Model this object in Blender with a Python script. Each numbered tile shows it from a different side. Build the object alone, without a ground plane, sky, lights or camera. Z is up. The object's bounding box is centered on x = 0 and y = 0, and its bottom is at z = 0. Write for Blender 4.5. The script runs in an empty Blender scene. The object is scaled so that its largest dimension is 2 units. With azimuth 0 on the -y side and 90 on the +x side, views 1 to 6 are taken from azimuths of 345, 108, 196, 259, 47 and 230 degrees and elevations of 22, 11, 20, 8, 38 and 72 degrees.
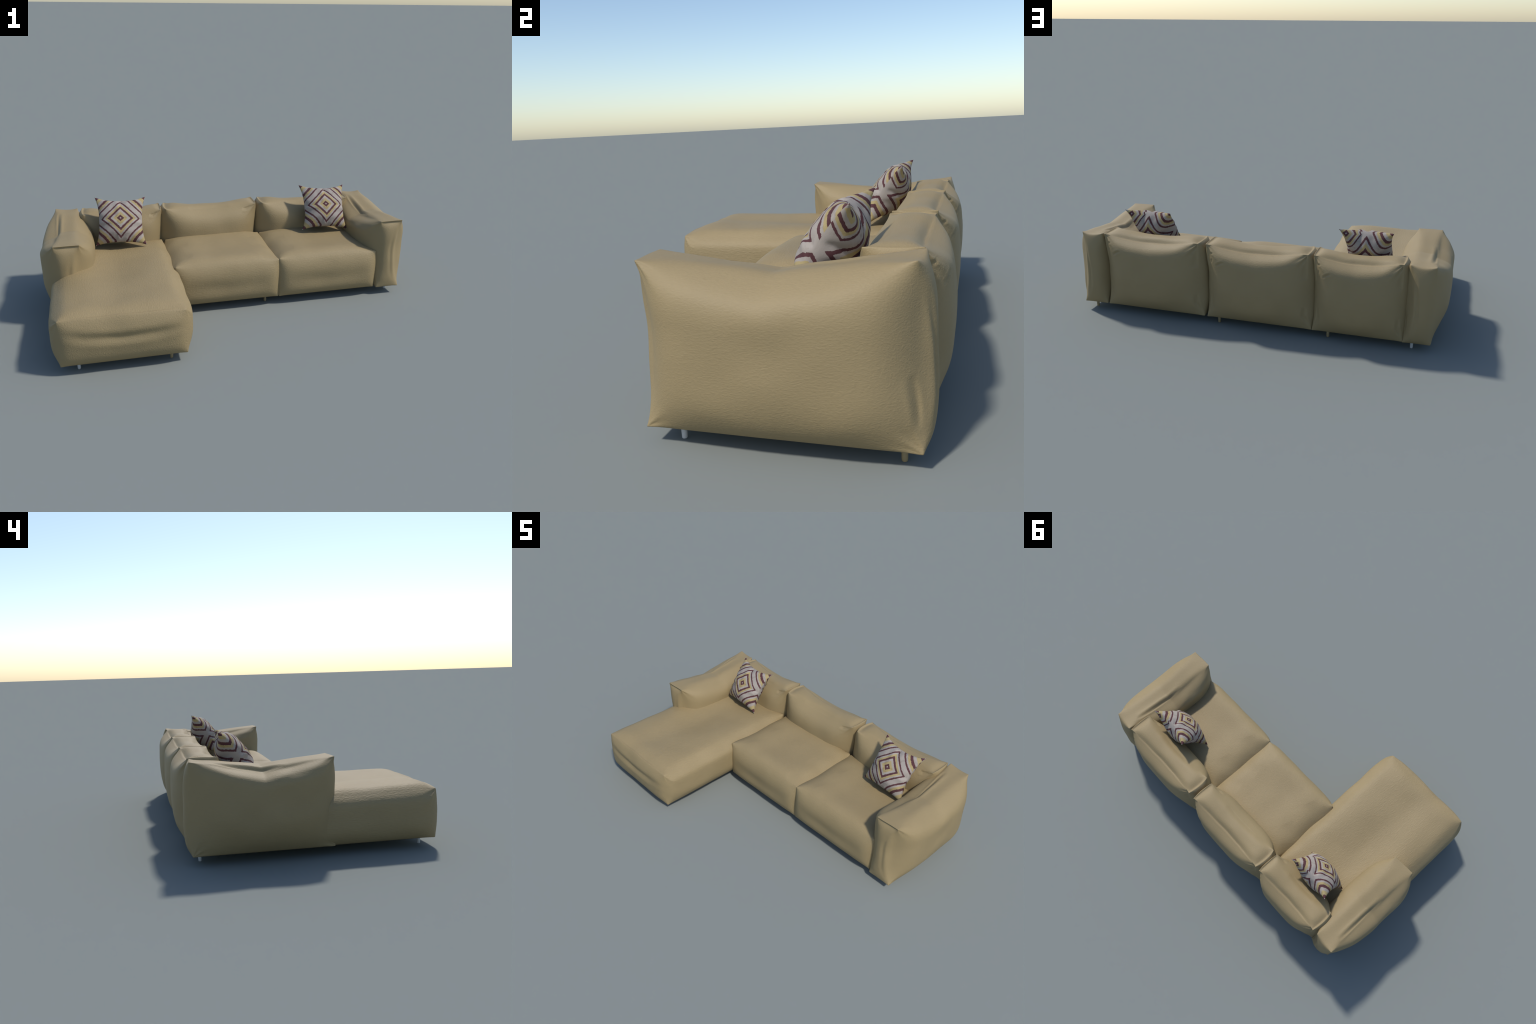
"""Modular corner sofa: stuffed fabric blocks (chaise, two seats, three backrests,
two armrests) on short peg legs, with two diamond-patterned throw pillows."""
import bpy
import math
import numpy as np
from mathutils import Vector, Matrix, noise

SPACING = 0.0042          # mesh spacing on the cushions, metres


# --------------------------------------------------------------------------- helpers
def link(obj, parent=None):
    bpy.context.scene.collection.objects.link(obj)
    if parent is not None:
        obj.parent = parent
    return obj


def mesh_from(name, verts, quads, material):
    me = bpy.data.meshes.new(name)
    me.from_pydata([tuple(v) for v in verts], [], [tuple(q) for q in quads])
    me.materials.append(material)
    me.polygons.foreach_set("use_smooth", [True] * len(me.polygons))
    me.update()
    return me


def noise3(pts, scale, seed):
    off = Vector((seed * 7.13, seed * 3.71, seed * 1.37))
    return np.array([noise.noise(Vector(p) * scale + off) for p in pts])


# --------------------------------------------------------------------------- stuffed block
AX = {"x": 0, "y": 1, "z": 2}


def bow_profile(t, power):
    return 1.0 - np.abs(t) ** power


class Block:
    """A sewn, stuffed box.  Eight corner points, bowed seams (edges), bulging panels
    (faces) and folds drawn on the panels."""

    def __init__(self, lo, hi):
        self.lo, self.hi = np.array(lo, float), np.array(hi, float)
        self.corner = {}      # (sx,sy,sz) -> offset
        self.seams = []       # (axis, sign1, sign2, vector, power)
        self.panels = []      # (axis, sign, height, n_lo1, n_hi1, n_lo2, n_hi2)
        self.lips = []        # (axis, sign, edge axis, edge sign, depth, width, start, end)
        self.folds = []       # (axis, sign, points, depth, width)
        self.lumps = []       # (amplitude, scale, seed)
        self.gathers = []     # (axis, sign, corner1, corner2, depth, reach, count)
        self.soft = {}        # seam -> how far stuffing has rounded it, 0 crisp .. 1 round
        self.rounding = 34

    def move(self, sx, sy, sz, dx, dy, dz):
        self.corner[(sx, sy, sz)] = np.array((dx, dy, dz))

    def seam(self, axis, s1, s2, vec, power=2.0, soft=1.0):
        self.seams.append((AX[axis], s1, s2, np.array(vec, float), power))
        self.soft[(AX[axis], s1, s2)] = soft

    def round_seams(self, P, out, quads, size):
        """Relax the surface around the seams; corners keep their points."""
        w = np.zeros(len(P))
        for ax in range(3):
            o = [k for k in range(3) if k != ax]
            for s1 in (-1, 1):
                for s2 in (-1, 1):
                    d = np.hypot((1 - s1 * P[:, o[0]]) / 2 * size[o[0]], (1 - s2 * P[:, o[1]]) / 2 * size[o[1]])
                    ends = np.clip((1 - np.abs(P[:, ax])) / 2 * size[ax] / 0.05, 0, 1)
                    ends = 0.12 + 0.88 * ends * ends * (3 - 2 * ends)
                    soft = self.soft.get((ax, s1, s2), 0.25 if (ax < 2 and s2 < 0) else 1.0)
                    w = np.maximum(w, soft * np.exp(-(d / 0.026) ** 2) * ends)
        q = np.array(quads)
        e = np.concatenate([q[:, [0, 1]], q[:, [1, 2]], q[:, [2, 3]], q[:, [3, 0]]])
        e = np.unique(np.sort(e, 1), axis=0)
        deg = np.bincount(e.ravel(), minlength=len(P)).astype(float)
        for _ in range(self.rounding):
            acc = np.zeros_like(out)
            for k in range(3):
                acc[:, k] = np.bincount(e[:, 0], out[e[:, 1], k], len(P)) + np.bincount(e[:, 1], out[e[:, 0], k], len(P))
            out += (acc / deg[:, None] - out) * (0.8 * w)[:, None]

    def panel(self, axis, sign, height, n1=(2, 2), n2=(2, 2)):
        self.panels.append((AX[axis], sign, height, n1, n2))

    def lip(self, axis, sign, edge_axis, edge_sign, depth, width, start=-1.0, end=1.0):
        self.lips.append((AX[axis], sign, AX[edge_axis], edge_sign, depth, width, start, end))

    def fold(self, axis, sign, points, depth, width):
        self.folds.append((AX[axis], sign, points, depth, width))

    def gather(self, axis, sign, c1, c2, depth, reach, count, phase=0.0):
        self.gathers.append((AX[axis], sign, c1, c2, depth, reach, count, phase))

    def lump(self, amp, scale, seed):
        self.lumps.append((amp, scale, seed))

    # ---- evaluation
    def build(self, name, material, origin):
        size = self.hi - self.lo
        steps = [max(8, int(round(s / SPACING))) for s in size]
        lin = []
        for n in steps:
            t = np.linspace(-1, 1, n + 1)
            lin.append(0.72 * t + 0.28 * np.sin(t * math.pi / 2))
        ids, pts, quads = {}, [], []

        def vid(i, j, k):
            key = (i, j, k)
            if key not in ids:
                ids[key] = len(pts)
                pts.append((lin[0][i], lin[1][j], lin[2][k]))
            return ids[key]

        for a in range(3):
            b, c = (a + 1) % 3, (a + 2) % 3
            for end in (0, steps[a]):
                for i in range(steps[b]):
                    for j in range(steps[c]):
                        q = []
                        for di, dj in ((0, 0), (1, 0), (1, 1), (0, 1)):
                            idx = [0, 0, 0]
                            idx[a], idx[b], idx[c] = end, i + di, j + dj
                            q.append(vid(*idx))
                        quads.append(q if end else q[::-1])
        P = np.array(pts)
        base = self.lo + (P + 1) / 2 * size
        out = base.copy()
        for (sx, sy, sz), d in self.corner.items():
            w = (1 + sx * P[:, 0]) * (1 + sy * P[:, 1]) * (1 + sz * P[:, 2]) / 8
            out += w[:, None] * d
        for ax, s1, s2, vec, power in self.seams:
            o = [k for k in range(3) if k != ax]
            w = (1 + s1 * P[:, o[0]]) * (1 + s2 * P[:, o[1]]) / 4
            out += (w * bow_profile(P[:, ax], power))[:, None] * vec
        for ax, sg, height, n1, n2 in self.panels:
            on = (P[:, ax] * sg > 0.9999)
            o = [k for k in range(3) if k != ax]
            f = np.ones(len(P))
            for k, n in zip(o, (n1, n2)):
                t = P[:, k]
                f *= np.where(t < 0, 1 - np.abs(t) ** n[0], 1 - np.abs(t) ** n[1])
            out[on, ax] += sg * height * f[on]
        self.round_seams(P, out, quads, size)
        for ax, sg, eax, esg, depth, width, st, en in self.lips:
            on = (P[:, ax] * sg > 0.9999)
            o = [k for k in range(3) if k not in (ax, eax)][0]
            s = (1 - esg * P[:, eax]) / 2 * size[eax]
            t = P[:, o]
            mid, half = (st + en) / 2, (en - st) / 2
            m = np.clip(1 - np.abs((t - mid) / half) ** 4, 0, 1)
            tr = s / width * np.exp(1 - s / width)
            out[on, ax] -= sg * (depth * tr * m)[on]
        for ax, sg, path, depth, width in self.folds:
            on = np.where(P[:, ax] * sg > 0.9999)[0]
            o = [k for k in range(3) if k != ax]
            Q = np.stack([P[on, k] * size[k] / 2 for k in o], 1)
            path = np.array([(p[0] * size[o[0]] / 2, p[1] * size[o[1]] / 2) for p in path])
            seg = np.linalg.norm(np.diff(path, axis=0), axis=1)
            total, run = seg.sum(), 0.0
            best = np.full(len(on), 1e9)
            along = np.zeros(len(on))
            for p, q, L in zip(path[:-1], path[1:], seg):
                h = np.clip(((Q - p) @ (q - p)) / (L * L), 0, 1)
                d = np.linalg.norm(Q - (p + h[:, None] * (q - p)), axis=1)
                near = d < best
                best = np.where(near, d, best)
                along = np.where(near, (run + h * L) / total, along)
                run += L
            taper = np.sin(np.clip(along, 0, 1) * math.pi) ** 0.8
            edge = np.ones(len(on))
            for k in o:
                edge *= np.clip((1 - np.abs(P[on, k])) * size[k] / 2 / 0.01, 0, 1)
            x = best / width
            out[on, ax] -= sg * depth * taper * edge * (np.exp(-x * x) - 0.35 * np.exp(-((x - 1.8) ** 2)))
        for ax, sg, c1, c2, depth, reach, count, phase in self.gathers:
            on = np.where(P[:, ax] * sg > 0.9999)[0]
            o = [k for k in range(3) if k != ax]
            d1 = (1 - c1 * P[on, o[0]]) / 2 * size[o[0]]
            d2 = (1 - c2 * P[on, o[1]]) / 2 * size[o[1]]
            r = np.hypot(d1, d2)
            ang = np.arctan2(d2, d1) / (math.pi / 2)
            ray = np.sin(ang * math.pi) * np.sin(ang * count * math.pi + phase + r * 9)
            fall = np.clip(r / (0.25 * reach), 0, 1) * np.exp(-(r / reach) ** 2)
            out[on, ax] += sg * depth * ray * fall
        for amp, scale, seed in self.lumps:
            free = np.clip((out[:, 2] - self.lo[2]) / 0.06, 0, 1)
            for k in range(3):
                out[:, k] += amp * free * noise3(base, scale, seed + 11 * k)
        out -= np.array(origin)
        return mesh_from(name, out, quads, material)


# --------------------------------------------------------------------------- materials
def new_material(name):
    m = bpy.data.materials.new(name)
    m.use_nodes = True
    nt = m.node_tree
    nt.nodes.clear()
    out = nt.nodes.new("ShaderNodeOutputMaterial")
    bsdf = nt.nodes.new("ShaderNodeBsdfPrincipled")
    nt.links.new(bsdf.outputs[0], out.inputs[0])
    return m, nt, bsdf


def math_node(nt, op, a, b=None, c=None):
    n = nt.nodes.new("ShaderNodeMath")
    n.operation = op
    for i, v in enumerate((a, b, c)):
        if v is None:
            continue
        if isinstance(v, (int, float)):
            n.inputs[i].default_value = v
        else:
            nt.links.new(v, n.inputs[i])
    return n.outputs[0]


def noise_node(nt, vec, scale, detail=2.0, rough=0.5):
    n = nt.nodes.new("ShaderNodeTexNoise")
    n.inputs["Scale"].default_value = scale
    n.inputs["Detail"].default_value = detail
    n.inputs["Roughness"].default_value = rough
    nt.links.new(vec, n.inputs["Vector"])
    return n.outputs["Fac"]


def ramp(nt, fac, stops, interp="LINEAR"):
    r = nt.nodes.new("ShaderNodeValToRGB")
    r.color_ramp.interpolation = interp
    els = r.color_ramp.elements
    while len(els) < len(stops):
        els.new(0.5)
    for e, (p, col) in zip(els, stops):
        e.position = p
        e.color = (*col, 1.0)
    nt.links.new(fac, r.inputs[0])
    return r.outputs[0]


FABRIC = (0.285, 0.215, 0.110)


def fabric(name, squeeze, weave_size=1.0, relief=0.24):
    """Ribbed tan upholstery: wrinkly grain running along one direction."""
    m, nt, bsdf = new_material(name)
    tc = nt.nodes.new("ShaderNodeTexCoord")
    mp = nt.nodes.new("ShaderNodeMapping")
    mp.inputs["Scale"].default_value = tuple(c / weave_size for c in squeeze)
    nt.links.new(tc.outputs["Object"], mp.inputs[0])
    obj, grainvec = tc.outputs["Object"], mp.outputs[0]
    grain = noise_node(nt, grainvec, 260, 2.0, 0.55)
    fine = noise_node(nt, grainvec, 600, 1.0, 0.5)
    tone = noise_node(nt, obj, 6, 2.0, 0.5)
    dark = tuple(c * 0.955 for c in FABRIC)
    lite = tuple(min(1, c * 1.035) for c in FABRIC)
    col = ramp(nt, math_node(nt, "ADD", math_node(nt, "MULTIPLY", tone, 0.6), math_node(nt, "MULTIPLY", grain, 0.4)),
               [(0.3, dark), (0.7, lite)])
    nt.links.new(col, bsdf.inputs["Base Color"])
    bsdf.inputs["Roughness"].default_value = 0.62
    bsdf.inputs["Specular IOR Level"].default_value = 0.35
    crinkle = math_node(nt, "ABSOLUTE", math_node(nt, "SUBTRACT", noise_node(nt, grainvec, 170, 1.0, 0.5), 0.5))
    h = math_node(nt, "ADD", math_node(nt, "MULTIPLY", grain, 0.7), math_node(nt, "MULTIPLY", fine, 0.3))
    h = math_node(nt, "ADD", h, math_node(nt, "MULTIPLY", crinkle, 1.3))
    bump = nt.nodes.new("ShaderNodeBump")
    bump.inputs["Strength"].default_value = relief
    bump.inputs["Distance"].default_value = 0.003 * weave_size
    nt.links.new(h, bump.inputs["Height"])
    nt.links.new(bump.outputs[0], bsdf.inputs["Normal"])
    return m


PILLOW_HALF = 0.138
PILLOW_INSET = 0.17
PILLOW_SEAM = 0.022      # how far the seam is pushed forward half way between the corners


def pillow_fabric():
    """Woven cotton with nested diamonds.  The cloth coordinate is the distance to the seam
    measured over the swelling panel, so the stripes wrap round the sides."""
    m, nt, bsdf = new_material("diamond_weave")
    tc = nt.nodes.new("ShaderNodeTexCoord")
    sep = nt.nodes.new("ShaderNodeSeparateXYZ")
    nt.links.new(tc.outputs["Object"], sep.inputs[0])
    X = math_node(nt, "DIVIDE", sep.outputs[0], PILLOW_HALF)
    Y = math_node(nt, "DIVIDE", sep.outputs[1], PILLOW_HALF)
    Z = math_node(nt, "DIVIDE", sep.outputs[2], PILLOW_HALF)
    aX, aZ = math_node(nt, "ABSOLUTE", X), math_node(nt, "ABSOLUTE", Z)
    XZ = math_node(nt, "MINIMUM", math_node(nt, "MULTIPLY", aX, aZ), 1.0)
    Y = math_node(nt, "ADD", Y, math_node(nt, "MULTIPLY", PILLOW_SEAM / PILLOW_HALF, math_node(nt, "SUBTRACT", 1.0, math_node(nt, "MULTIPLY", XZ, XZ))))
    Y2 = math_node(nt, "MULTIPLY", Y, Y)

    def cloth(p, other):
        shrink = math_node(nt, "SUBTRACT", 1.0, math_node(nt, "MULTIPLY", PILLOW_INSET,
                           math_node(nt, "SUBTRACT", 1.0, math_node(nt, "POWER", other, 2.6))))
        q = math_node(nt, "DIVIDE", p, shrink)
        d = math_node(nt, "SUBTRACT", 1.0, q)
        # the steeper the panel, close to the seam, the more of its rise counts as cloth
        k = math_node(nt, "MULTIPLY_ADD", math_node(nt, "POWER", math_node(nt, "MINIMUM", q, 1.0), 4.0), 0.55, 0.08)
        rise = math_node(nt, "MULTIPLY", Y2, k)
        d = math_node(nt, "SQRT", math_node(nt, "ADD", math_node(nt, "MULTIPLY", d, d), rise))
        return math_node(nt, "SUBTRACT", 1.0, math_node(nt, "DIVIDE", d, math_node(nt, "SQRT", math_node(nt, "ADD", 1.0, rise))))

    A, B = cloth(aX, aZ), cloth(aZ, aX)
    wob = math_node(nt, "SUBTRACT", noise_node(nt, tc.outputs["Object"], 130, 2.0, 0.6), 0.5)
    wob = math_node(nt, "MULTIPLY", wob, 0.06)
    r = math_node(nt, "ADD", math_node(nt, "ADD", A, B), wob)
    # repeat of the weave: the next diamonds are centred on the corners, except on the back
    # panel's upper right, where the cloth was sewn askew
    corner = math_node(nt, "SUBTRACT", 2.0, r)
    askew = math_node(nt, "ADD", math_node(nt, "ABSOLUTE", math_node(nt, "SUBTRACT", A, 0.78)),
                      math_node(nt, "ABSOLUTE", math_node(nt, "SUBTRACT", B, 0.88)))
    askew = math_node(nt, "ADD", math_node(nt, "DIVIDE", askew, 0.66), wob)
    where = math_node(nt, "MULTIPLY", math_node(nt, "GREATER_THAN", Y, 0.0),
                      math_node(nt, "MULTIPLY", math_node(nt, "GREATER_THAN", X, 0.0), math_node(nt, "GREATER_THAN", Z, 0.0)))

    def choose(t, a, b):
        return math_node(nt, "ADD", math_node(nt, "MULTIPLY", t, b),
                         math_node(nt, "MULTIPLY", math_node(nt, "SUBTRACT", 1.0, t), a))

    r = choose(math_node(nt, "GREATER_THAN", r, 1.0), r, choose(where, corner, askew))
    white, maroon, gold = (0.325, 0.285, 0.25), (0.088, 0.037, 0.040), (0.35, 0.275, 0.135)
    col = ramp(nt, r, [(0.0, white), (0.04, maroon), (0.165, gold), (0.32, white), (0.45, maroon), (0.575, gold),
                       (0.69, white), (0.775, maroon), (0.865, white)], "CONSTANT")
    dirt = ramp(nt, noise_node(nt, tc.outputs["Object"], 26, 3.0, 0.6), [(0.28, (0.62, 0.58, 0.55)), (0.45, (1, 1, 1))])
    mix = nt.nodes.new("ShaderNodeMix")
    mix.data_type, mix.blend_type = "RGBA", "MULTIPLY"
    mix.inputs[0].default_value = 0.7
    nt.links.new(col, mix.inputs[6])
    nt.links.new(dirt, mix.inputs[7])
    nt.links.new(mix.outputs[2], bsdf.inputs["Base Color"])
    bsdf.inputs["Roughness"].default_value = 0.9
    bsdf.inputs["Specular IOR Level"].default_value = 0.15
    bump = nt.nodes.new("ShaderNodeBump")
    bump.inputs["Strength"].default_value = 0.2
    bump.inputs["Distance"].default_value = 0.002
    nt.links.new(noise_node(nt, tc.outputs["Object"], 300, 2.0, 0.5), bump.inputs["Height"])
    nt.links.new(bump.outputs[0], bsdf.inputs["Normal"])
    return m


def plain(name, colour, rough, metallic=0.0):
    m, nt, bsdf = new_material(name)
    tc = nt.nodes.new("ShaderNodeTexCoord")
    f = noise_node(nt, tc.outputs["Object"], 90, 2.0, 0.5)
    nt.links.new(ramp(nt, f, [(0.3, tuple(c * 0.93 for c in colour)), (0.7, colour)]), bsdf.inputs["Base Color"])
    bsdf.inputs["Roughness"].default_value = rough
    bsdf.inputs["Metallic"].default_value = metallic
    return m


fabric_x = fabric("tan_fabric_rib_across", (0.42, 1.0, 1.0))
fabric_y = fabric("tan_fabric_rib_lengthwise", (1.0, 0.42, 1.0))
fabric_seat = fabric("tan_fabric_rib_seat", (0.42, 1.0, 1.0), 1.2, 0.28)
fabric_chaise = fabric("tan_fabric_rib_chaise", (1.0, 0.33, 1.0), 1.45, 0.30)
weave = pillow_fabric()
leg_white = plain("pale_leg_colour", (0.5, 0.5, 0.5), 0.4)
leg_tan = plain("tan_leg_colour", (0.285, 0.215, 0.11), 0.45)

# --------------------------------------------------------------------------- the sofa
sofa = bpy.data.objects.new("corner_sofa", None)
sofa.empty_display_size = 0.2
link(sofa)
sofa["label"] = "tan modular corner sofa with chaise and peg legs"
sofa["category"] = "corner sofa"

BOTTOM = 0.042


def add_part(name, mesh, origin):
    o = bpy.data.objects.new(name, mesh)
    o.location = origin
    return link(o, sofa)


# ---- armrests: one shape used on both ends; x- side carries the deep valley seam
def armrest_block():
    b = Block((-0.927, -0.088, BOTTOM), (-0.796, 0.530, 0.435))
    b.move(-1, 1, 1, 0, 0.004, 0.010)
    b.move(1, 1, 1, -0.008, -0.008, 0.008)
    b.move(1, -1, -1, 0.003, -0.001, 0.001)
    b.move(1, 1, -1, 0.005, 0.003, 0.000)
    # top seams dip in a shallow V half way along; the x- one sinks between two rolls
    b.seam("y", -1, 1, (0.006, 0, -0.062), 1.12, 0.05)
    b.seam("y", 1, 1, (0.012, 0, -0.046), 1.2, 0.8)
    b.seam("x", -1, 1, (0, 0.002, -0.004), 2, 0.0)
    b.seam("x", 1, 1, (0, 0.006, -0.006), 2, 0.7)
    b.seam("z", 1, -1, (-0.026, 0.022, 0), 2.5, 0.35)
    b.seam("z", -1, -1, (0.004, 0.012, 0), 2.5, 1.0)
    b.seam("z", 1, 1, (-0.024, 0.004, 0), 2.5, 0.4)
    b.seam("z", -1, 1, (0.003, -0.002, 0), 2.5, 0.8)
    b.panel("x", -1, 0.077, (5.0, 2.5), (2.3, 10))
    b.panel("x", 1, 0.085, (7, 5), (3.0, 5.0))
    b.panel("y", -1, 0.026, (2.5, 4), (3, 4))
    b.panel("y", 1, 0.024, (2.5, 4), (7, 3))
    b.panel("z", 1, 0.024, (5, 3), (2.2, 2.2))
    b.fold("z", 1, [(-0.84, -0.3), (-0.89, 0.0), (-0.82, 0.3), (-0.70, 0.75)], 0.010, 0.010)
    b.lip("y", -1, "z", 1, 0.009, 0.008)
    b.fold("y", -1, [(0.45, 0.80), (0.30, 0.2), (0.35, -0.5), (0.6, -0.85)], 0.003, 0.013)
    b.fold("x", 1, [(0.93, -0.15), (0.955, -0.45), (0.97, -0.72)], 0.006, 0.008)
    b.fold("y", 1, [(0.75, 0.7), (0.45, 0.1), (0.4, -0.45), (0.6, -0.75)], 0.005, 0.010)
    b.fold("x", -1, [(-0.85, 0.80), (-0.4, 0.86), (-0.1, 0.78)], 0.003, 0.014)
    for sx in (-1, 1):
        b.gather("x", sx, -1, -1, 0.002, 0.06, 4, 0.5)
        b.gather("x", sx, 1, -1, 0.002, 0.06, 5, 1.2)
        b.gather("x", sx, -1, 1, 0.003, 0.06, 4, 2.2)
    b.lump(0.004, 9, 3)
    return b


ARM = armrest_block()
arm_origin = (-0.86, 0.22, BOTTOM)
arm_mesh = ARM.build("armrest", fabric_y, arm_origin)
add_part("armrest", arm_mesh, arm_origin)
add_part("armrest", arm_mesh, (arm_origin[0] + 1.722, arm_origin[1], arm_origin[2]))


# ---- backrests
def backrest_block():
    b = Block((0.255, 0.391, BOTTOM), (0.785, 0.529, 0.440))
    for sy in (-1, 1):
        b.move(-1, sy, -1, -0.026, 0, 0)
        b.move(1, sy, -1, 0.003, 0, 0)
    # back seam sinks into a valley on top, the front one is only a soft line
    b.seam("x", 1, 1, (0, -0.016, -0.031), 1.9, 0.08)
    b.seam("x", -1, 1, (0, 0.014, -0.026), 2.0, 0.5)
    b.seam("y", -1, 1, (-0.008, 0, 0.004), 2, 0.08)
    b.seam("y", 1, 1, (0.002, 0, 0.0), 2, 0.08)
    b.seam("z", 1, -1, (-0.026, 0, 0), 2.2, 0.8)
    b.seam("z", -1, -1, (0.004, 0, 0), 2.2, 0.6)
    b.seam("z", 1, 1, (-0.022, -0.002, 0), 2.2, 0.3)
    b.seam("z", -1, 1, (0.012, 0.0, 0), 2.2, 0.7)
    b.panel("y", 1, 0.052, (2.8, 4.2), (2.6, 9))
    b.panel("y", 1, 0.014, (3.5, 4), (1.6, 12))
    b.panel("y", -1, 0.064, (4.5, 4.0), (3.0, 5.0))
    b.panel("z", 1, 0.020, (6, 6), (3.5, 5.0))
    b.panel("x", 1, 0.024, (3, 3), (3, 8))
    b.panel("x", -1, 0.036, (3, 4), (3, 8))
    b.lip("z", 1, "x", 1, 0.009, 0.011)
    b.lip("z", 1, "x", -1, 0.010, 0.013)
    b.lip("z", 1, "y", 1, 0.009, 0.011, -0.93, 0.93)
    b.lip("z", 1, "y", -1, 0.003, 0.012, -0.5, 0.4)
    b.lip("y", 1, "x", -1, 0.006, 0.012, 0.35, 1.2)
    b.lip("y", 1, "x", 1, 0.006, 0.012, 0.30, 1.2)
    b.fold("y", 1, [(0.80, 0.56), (0.70, 0.66), (0.60, 0.73)], 0.005, 0.0045)
    b.fold("y", 1, [(0.93, 0.80), (0.84, 0.86)], 0.004, 0.004)
    b.fold("y", 1, [(0.91, 0.58), (0.885, 0.70)], 0.004, 0.004)
    b.fold("y", 1, [(-0.93, -0.35), (-0.90, -0.62), (-0.96, -0.85)], 0.005, 0.010)
    b.fold("y", 1, [(0.95, -0.30), (0.92, -0.62), (0.97, -0.85)], 0.004, 0.010)
    b.fold("y", -1, [(0.90, 0.97), (0.80, 0.92), (0.7, 0.93)], 0.006, 0.007)
    b.gather("y", 1, -1, 1, 0.004, 0.07, 5, 0.7)
    b.gather("y", 1, 1, 1, 0.0025, 0.07, 5, 0.2)
    b.gather("y", -1, 1, 1, 0.003, 0.06, 4, 0.2)
    b.lump(0.004, 9, 5)
    return b


BACK = backrest_block()
back_origin = (0.520, 0.46, BOTTOM)
back_mesh = BACK.build("backrest", fabric_x, back_origin)
add_part("backrest", back_mesh, back_origin)
o = add_part("backrest", back_mesh, (-0.052, 0.46, BOTTOM + 0.0004))
o = add_part("backrest", back_mesh, (-0.5605, 0.46, BOTTOM))
o.scale = (0.812, 1, 1)


# ---- seats
def seat_block(lo, hi, crown, side, front, dip):
    b = Block(lo, hi)
    b.rounding = 55
    wide, deep, tall = (b.hi - b.lo) / 2
    for sx in (-1, 1):
        b.seam("y", sx, 1, (0, 0, -dip), 3)
        b.seam("z", sx, -1, (0.002 * sx, -0.002, 0), 2, 0.4)
    # panels rise within a hand's breadth of their seams, then run nearly flat
    b.panel("z", 1, crown, (wide / crown * 0.95,) * 2, (deep / crown, 7))
    for sx in (-1, 1):
        b.panel("x", sx, side, (deep / side * 1.2, 6), (2.8, tall / side * 2))
    b.panel("y", -1, front, (wide / front,) * 2, (4, 3))
    b.panel("y", 1, 0.012, (4, 4), (3, 3))
    return b


seat = seat_block((0.228, -0.072, BOTTOM + 0.0003), (0.787, 0.385, 0.263), 0.034, 0.034, 0.026, 0.012)
seat.seam("x", -1, 1, (0, 0.0, 0.002), 2, 0.55)
seat.fold("z", 1, [(-0.75, 0.0), (0.0, 0.05), (0.75, 0.0)], 0.004, 0.12)
seat.fold("x", 1, [(-0.97, 0.75), (-0.75, 0.55), (-0.5, 0.6)], 0.008, 0.022)
seat.fold("x", -1, [(-0.97, 0.75), (-0.75, 0.55), (-0.5, 0.6)], 0.008, 0.022)
seat.fold("y", -1, [(-0.8, -0.1), (0.0, -0.2), (0.8, -0.1)], 0.004, 0.035)
for sx, ys in ((-1, (-0.55, 0.30)), (1, (-0.72, -0.05, 0.55))):
    for yy in ys:
        seat.fold("z", 1, [(sx * 0.99, yy + 0.06), (sx * 0.86, yy), (sx * 0.62, yy - 0.08)], 0.003, 0.045)
        seat.fold("x", sx, [(yy - 0.04, 0.25), (yy, 0.6), (yy + 0.06, 0.97)], 0.006, 0.040)
seat.lump(0.004, 8, 9)
seat_origin = (0.508, 0.155, BOTTOM)
seat_mesh = seat.build("seat", fabric_seat, seat_origin)
add_part("seat", seat_mesh, seat_origin)
o = add_part("seat", seat_mesh, (-0.053, 0.158, BOTTOM - 0.0002))

chaise = seat_block((-0.914, -0.556, BOTTOM), (-0.348, 0.385, 0.265), 0.024, 0.037, 0.026, 0.006)
chaise.seam("x", -1, 1, (0, -0.003, 0.008), 3.5, 0.2)
chaise.fold("z", 1, [(-0.05, -0.98), (0.02, -0.3), (0.06, 0.3), (0.08, 0.98)], 0.013, 0.095)
chaise.fold("y", -1, [(-0.97, 0.45), (-0.6, 0.22), (-0.07, 0.12), (0.5, 0.18), (0.97, 0.36)], 0.007, 0.019)
chaise.lip("z", 1, "y", -1, 0.010, 0.017, -0.98, 0.98)
chaise.gather("x", -1, -1, 1, 0.004, 0.09, 4, 0.6)
chaise.gather("x", 1, -1, 1, 0.003, 0.06, 4, 0.6)
chaise.lump(0.005, 7, 13)
chaise_origin = (-0.63, -0.085, BOTTOM)
add_part("chaise", chaise.build("chaise", fabric_chaise, chaise_origin), chaise_origin)


# ---- legs: short tapered pegs
def leg_mesh(material):
    prof = [(0.0, 0.0), (0.0055, 0.0), (0.0066, 0.0015), (0.0070, 0.006), (0.0084, 0.060), (0.0, 0.060)]
    n, verts, quads = 20, [], []
    for r, z in prof:
        for i in range(n):
            a = 2 * math.pi * i / n
            verts.append((r * math.cos(a), r * math.sin(a), z))
    for k in range(len(prof) - 1):
        for i in range(n):
            j = (i + 1) % n
            quads.append((k * n + i, k * n + j, (k + 1) * n + j, (k + 1) * n + i))
    me = mesh_from("leg", verts, quads, material)
    import bmesh
    bm = bmesh.new()
    bm.from_mesh(me)
    bmesh.ops.remove_doubles(bm, verts=bm.verts, dist=1e-5)
    bm.to_mesh(me)
    bm.free()
    return me


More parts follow.
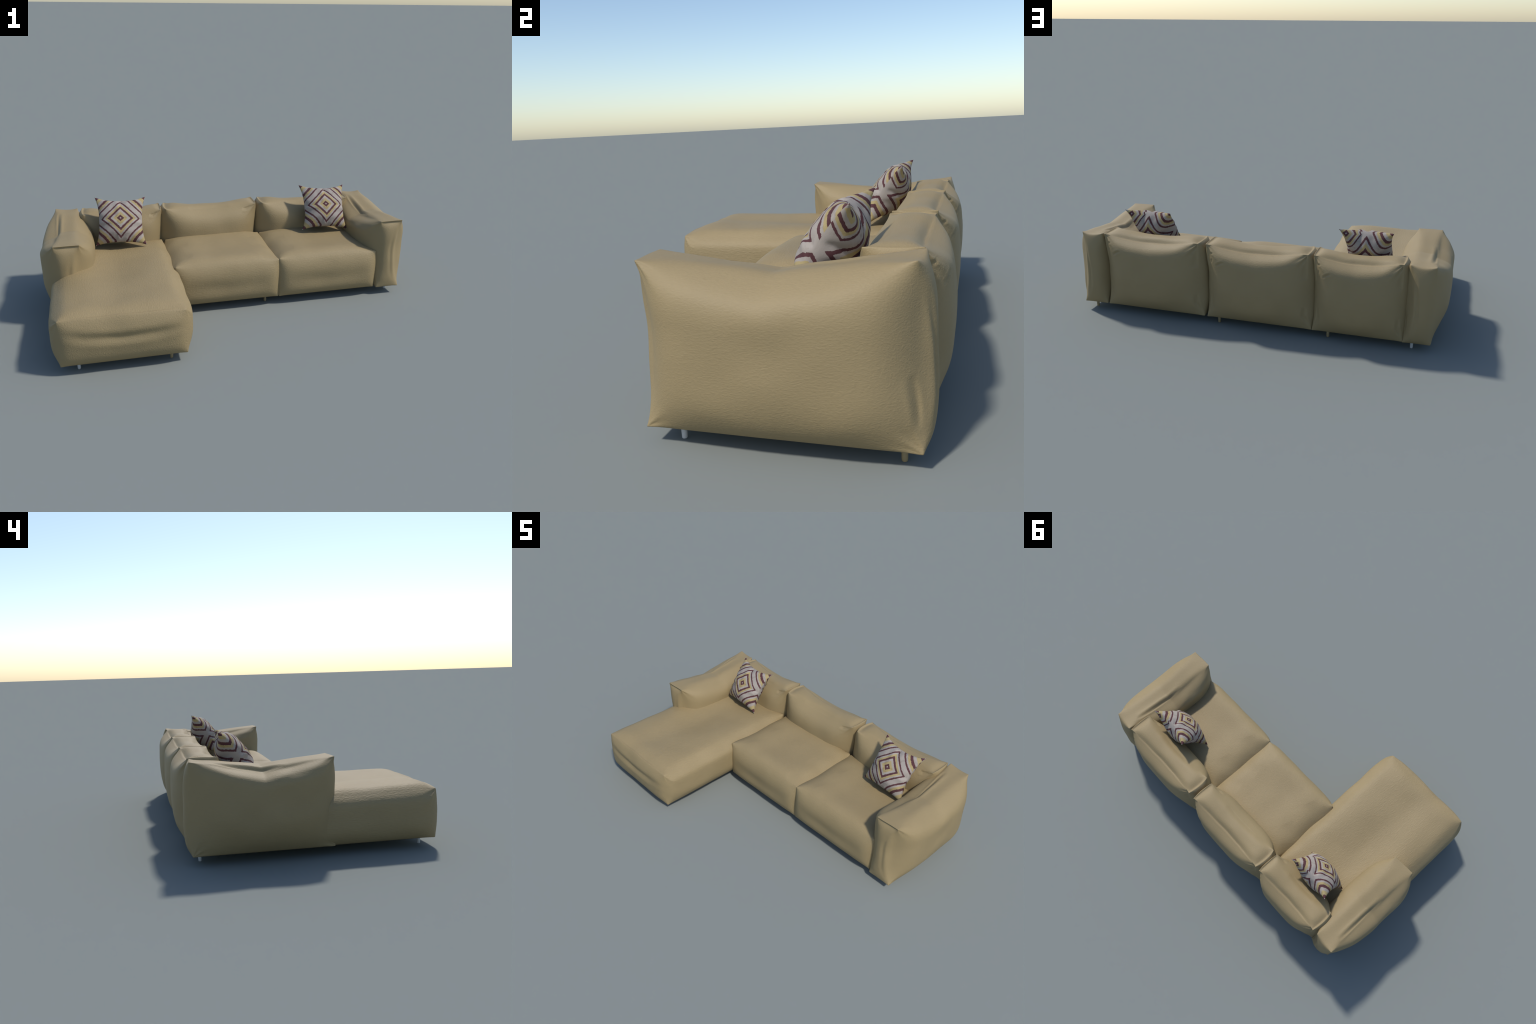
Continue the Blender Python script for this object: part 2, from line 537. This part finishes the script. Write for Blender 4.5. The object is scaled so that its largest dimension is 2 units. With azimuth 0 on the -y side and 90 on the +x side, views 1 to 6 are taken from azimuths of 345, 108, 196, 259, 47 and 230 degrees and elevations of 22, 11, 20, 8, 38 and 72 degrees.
peg_white, peg_tan = leg_mesh(leg_white), leg_mesh(leg_tan)
for x, y, me in ((-0.837, -0.511, peg_white), (-0.837, 0.493, peg_white), (0.882, -0.017, peg_white),
                 (-0.421, -0.511, peg_tan), (-0.421, 0.493, peg_tan), (0.162, -0.021, peg_tan),
                 (0.162, 0.492, peg_tan), (0.882, 0.490, peg_tan)):
    add_part("leg", me, (x, y, 0.0))


# --------------------------------------------------------------------------- throw pillows
def pillow_mesh():
    n = 72
    t = np.linspace(-1, 1, n + 1)
    t = 0.6 * t + 0.4 * np.sin(t * math.pi / 2)
    A, B = np.meshgrid(t, t, indexing="ij")
    A, B = A.ravel(), B.ravel()
    H, k = PILLOW_HALF, PILLOW_INSET
    x = H * A * (1 - k * (1 - np.abs(B) ** 2.6))
    z = H * B * (1 - k * (1 - np.abs(A) ** 2.6))
    body = np.clip((1 - A ** 2) * (1 - B ** 2), 0, 1)
    thick = 0.060 * body ** 0.66 + 0.017 * body ** 0.40
    verts, quads = [], []
    front, back = {}, {}
    border = (np.abs(A) > 0.9999) | (np.abs(B) > 0.9999)
    for side, table, seed in ((-1, front, 2), (1, back, 6)):
        pts = np.stack([x, 0 * x, z], 1)
        wr = 0.004 * noise3(pts, 26, seed) + 0.005 * noise3(pts, 11, seed + 3)
        # puckers running in from the middle of every seam
        for e, f in ((A, B), (B, A)):
            for sgn in (-1, 1):
                d = (1 - sgn * e)
                wr += 0.006 * np.cos(f * 15 + seed) * np.exp(-(f / 0.45) ** 2) * np.exp(-d / 0.25) * np.clip(d / 0.05, 0, 1)
                # one deep tuck where the seam is drawn in
                wr -= 0.014 * np.exp(-((f - 0.05 * seed * sgn + 0.1) / 0.07) ** 2) * np.exp(-d / 0.22)
        y = side * np.maximum(thick * (1 + 0.29 * side) + wr * np.clip(body * 6, 0, 1), 0)
        for i in range(len(x)):
            if border[i] and side == 1:
                table[i] = front[i]
                continue
            table[i] = len(verts)
            slump = 1 - (A[i] * B[i]) ** 2        # the corners curl back, the belly sags forward
            verts.append((x[i], y[i] - PILLOW_SEAM * slump + 0.008 * B[i] * body[i], z[i] - 0.007 * slump))
        for i in range(n):
            for j in range(n):
                q = [i * (n + 1) + j, (i + 1) * (n + 1) + j, (i + 1) * (n + 1) + j + 1, i * (n + 1) + j + 1]
                q = [table[v] for v in q]
                quads.append(q if side == -1 else q[::-1])
    return mesh_from("throw_pillow", verts, quads, weave)


pm = pillow_mesh()
right = Vector((0.267, -0.0175, -0.007)).normalized()
up = Vector((0.0, 0.147, 0.237))
up = (up - right * up.dot(right)).normalized()
into = up.cross(right)
basis = Matrix((right, into, up)).transposed()
for dx in (0.0, 1.175):
    p = bpy.data.objects.new("throw_pillow", pm)
    p.matrix_world = Matrix.Translation((-0.577 + dx, 0.299, 0.4175)) @ basis.to_4x4()
    link(p)
    p["label"] = "square throw pillow with maroon and gold diamonds"
    p["category"] = "throw pillow"
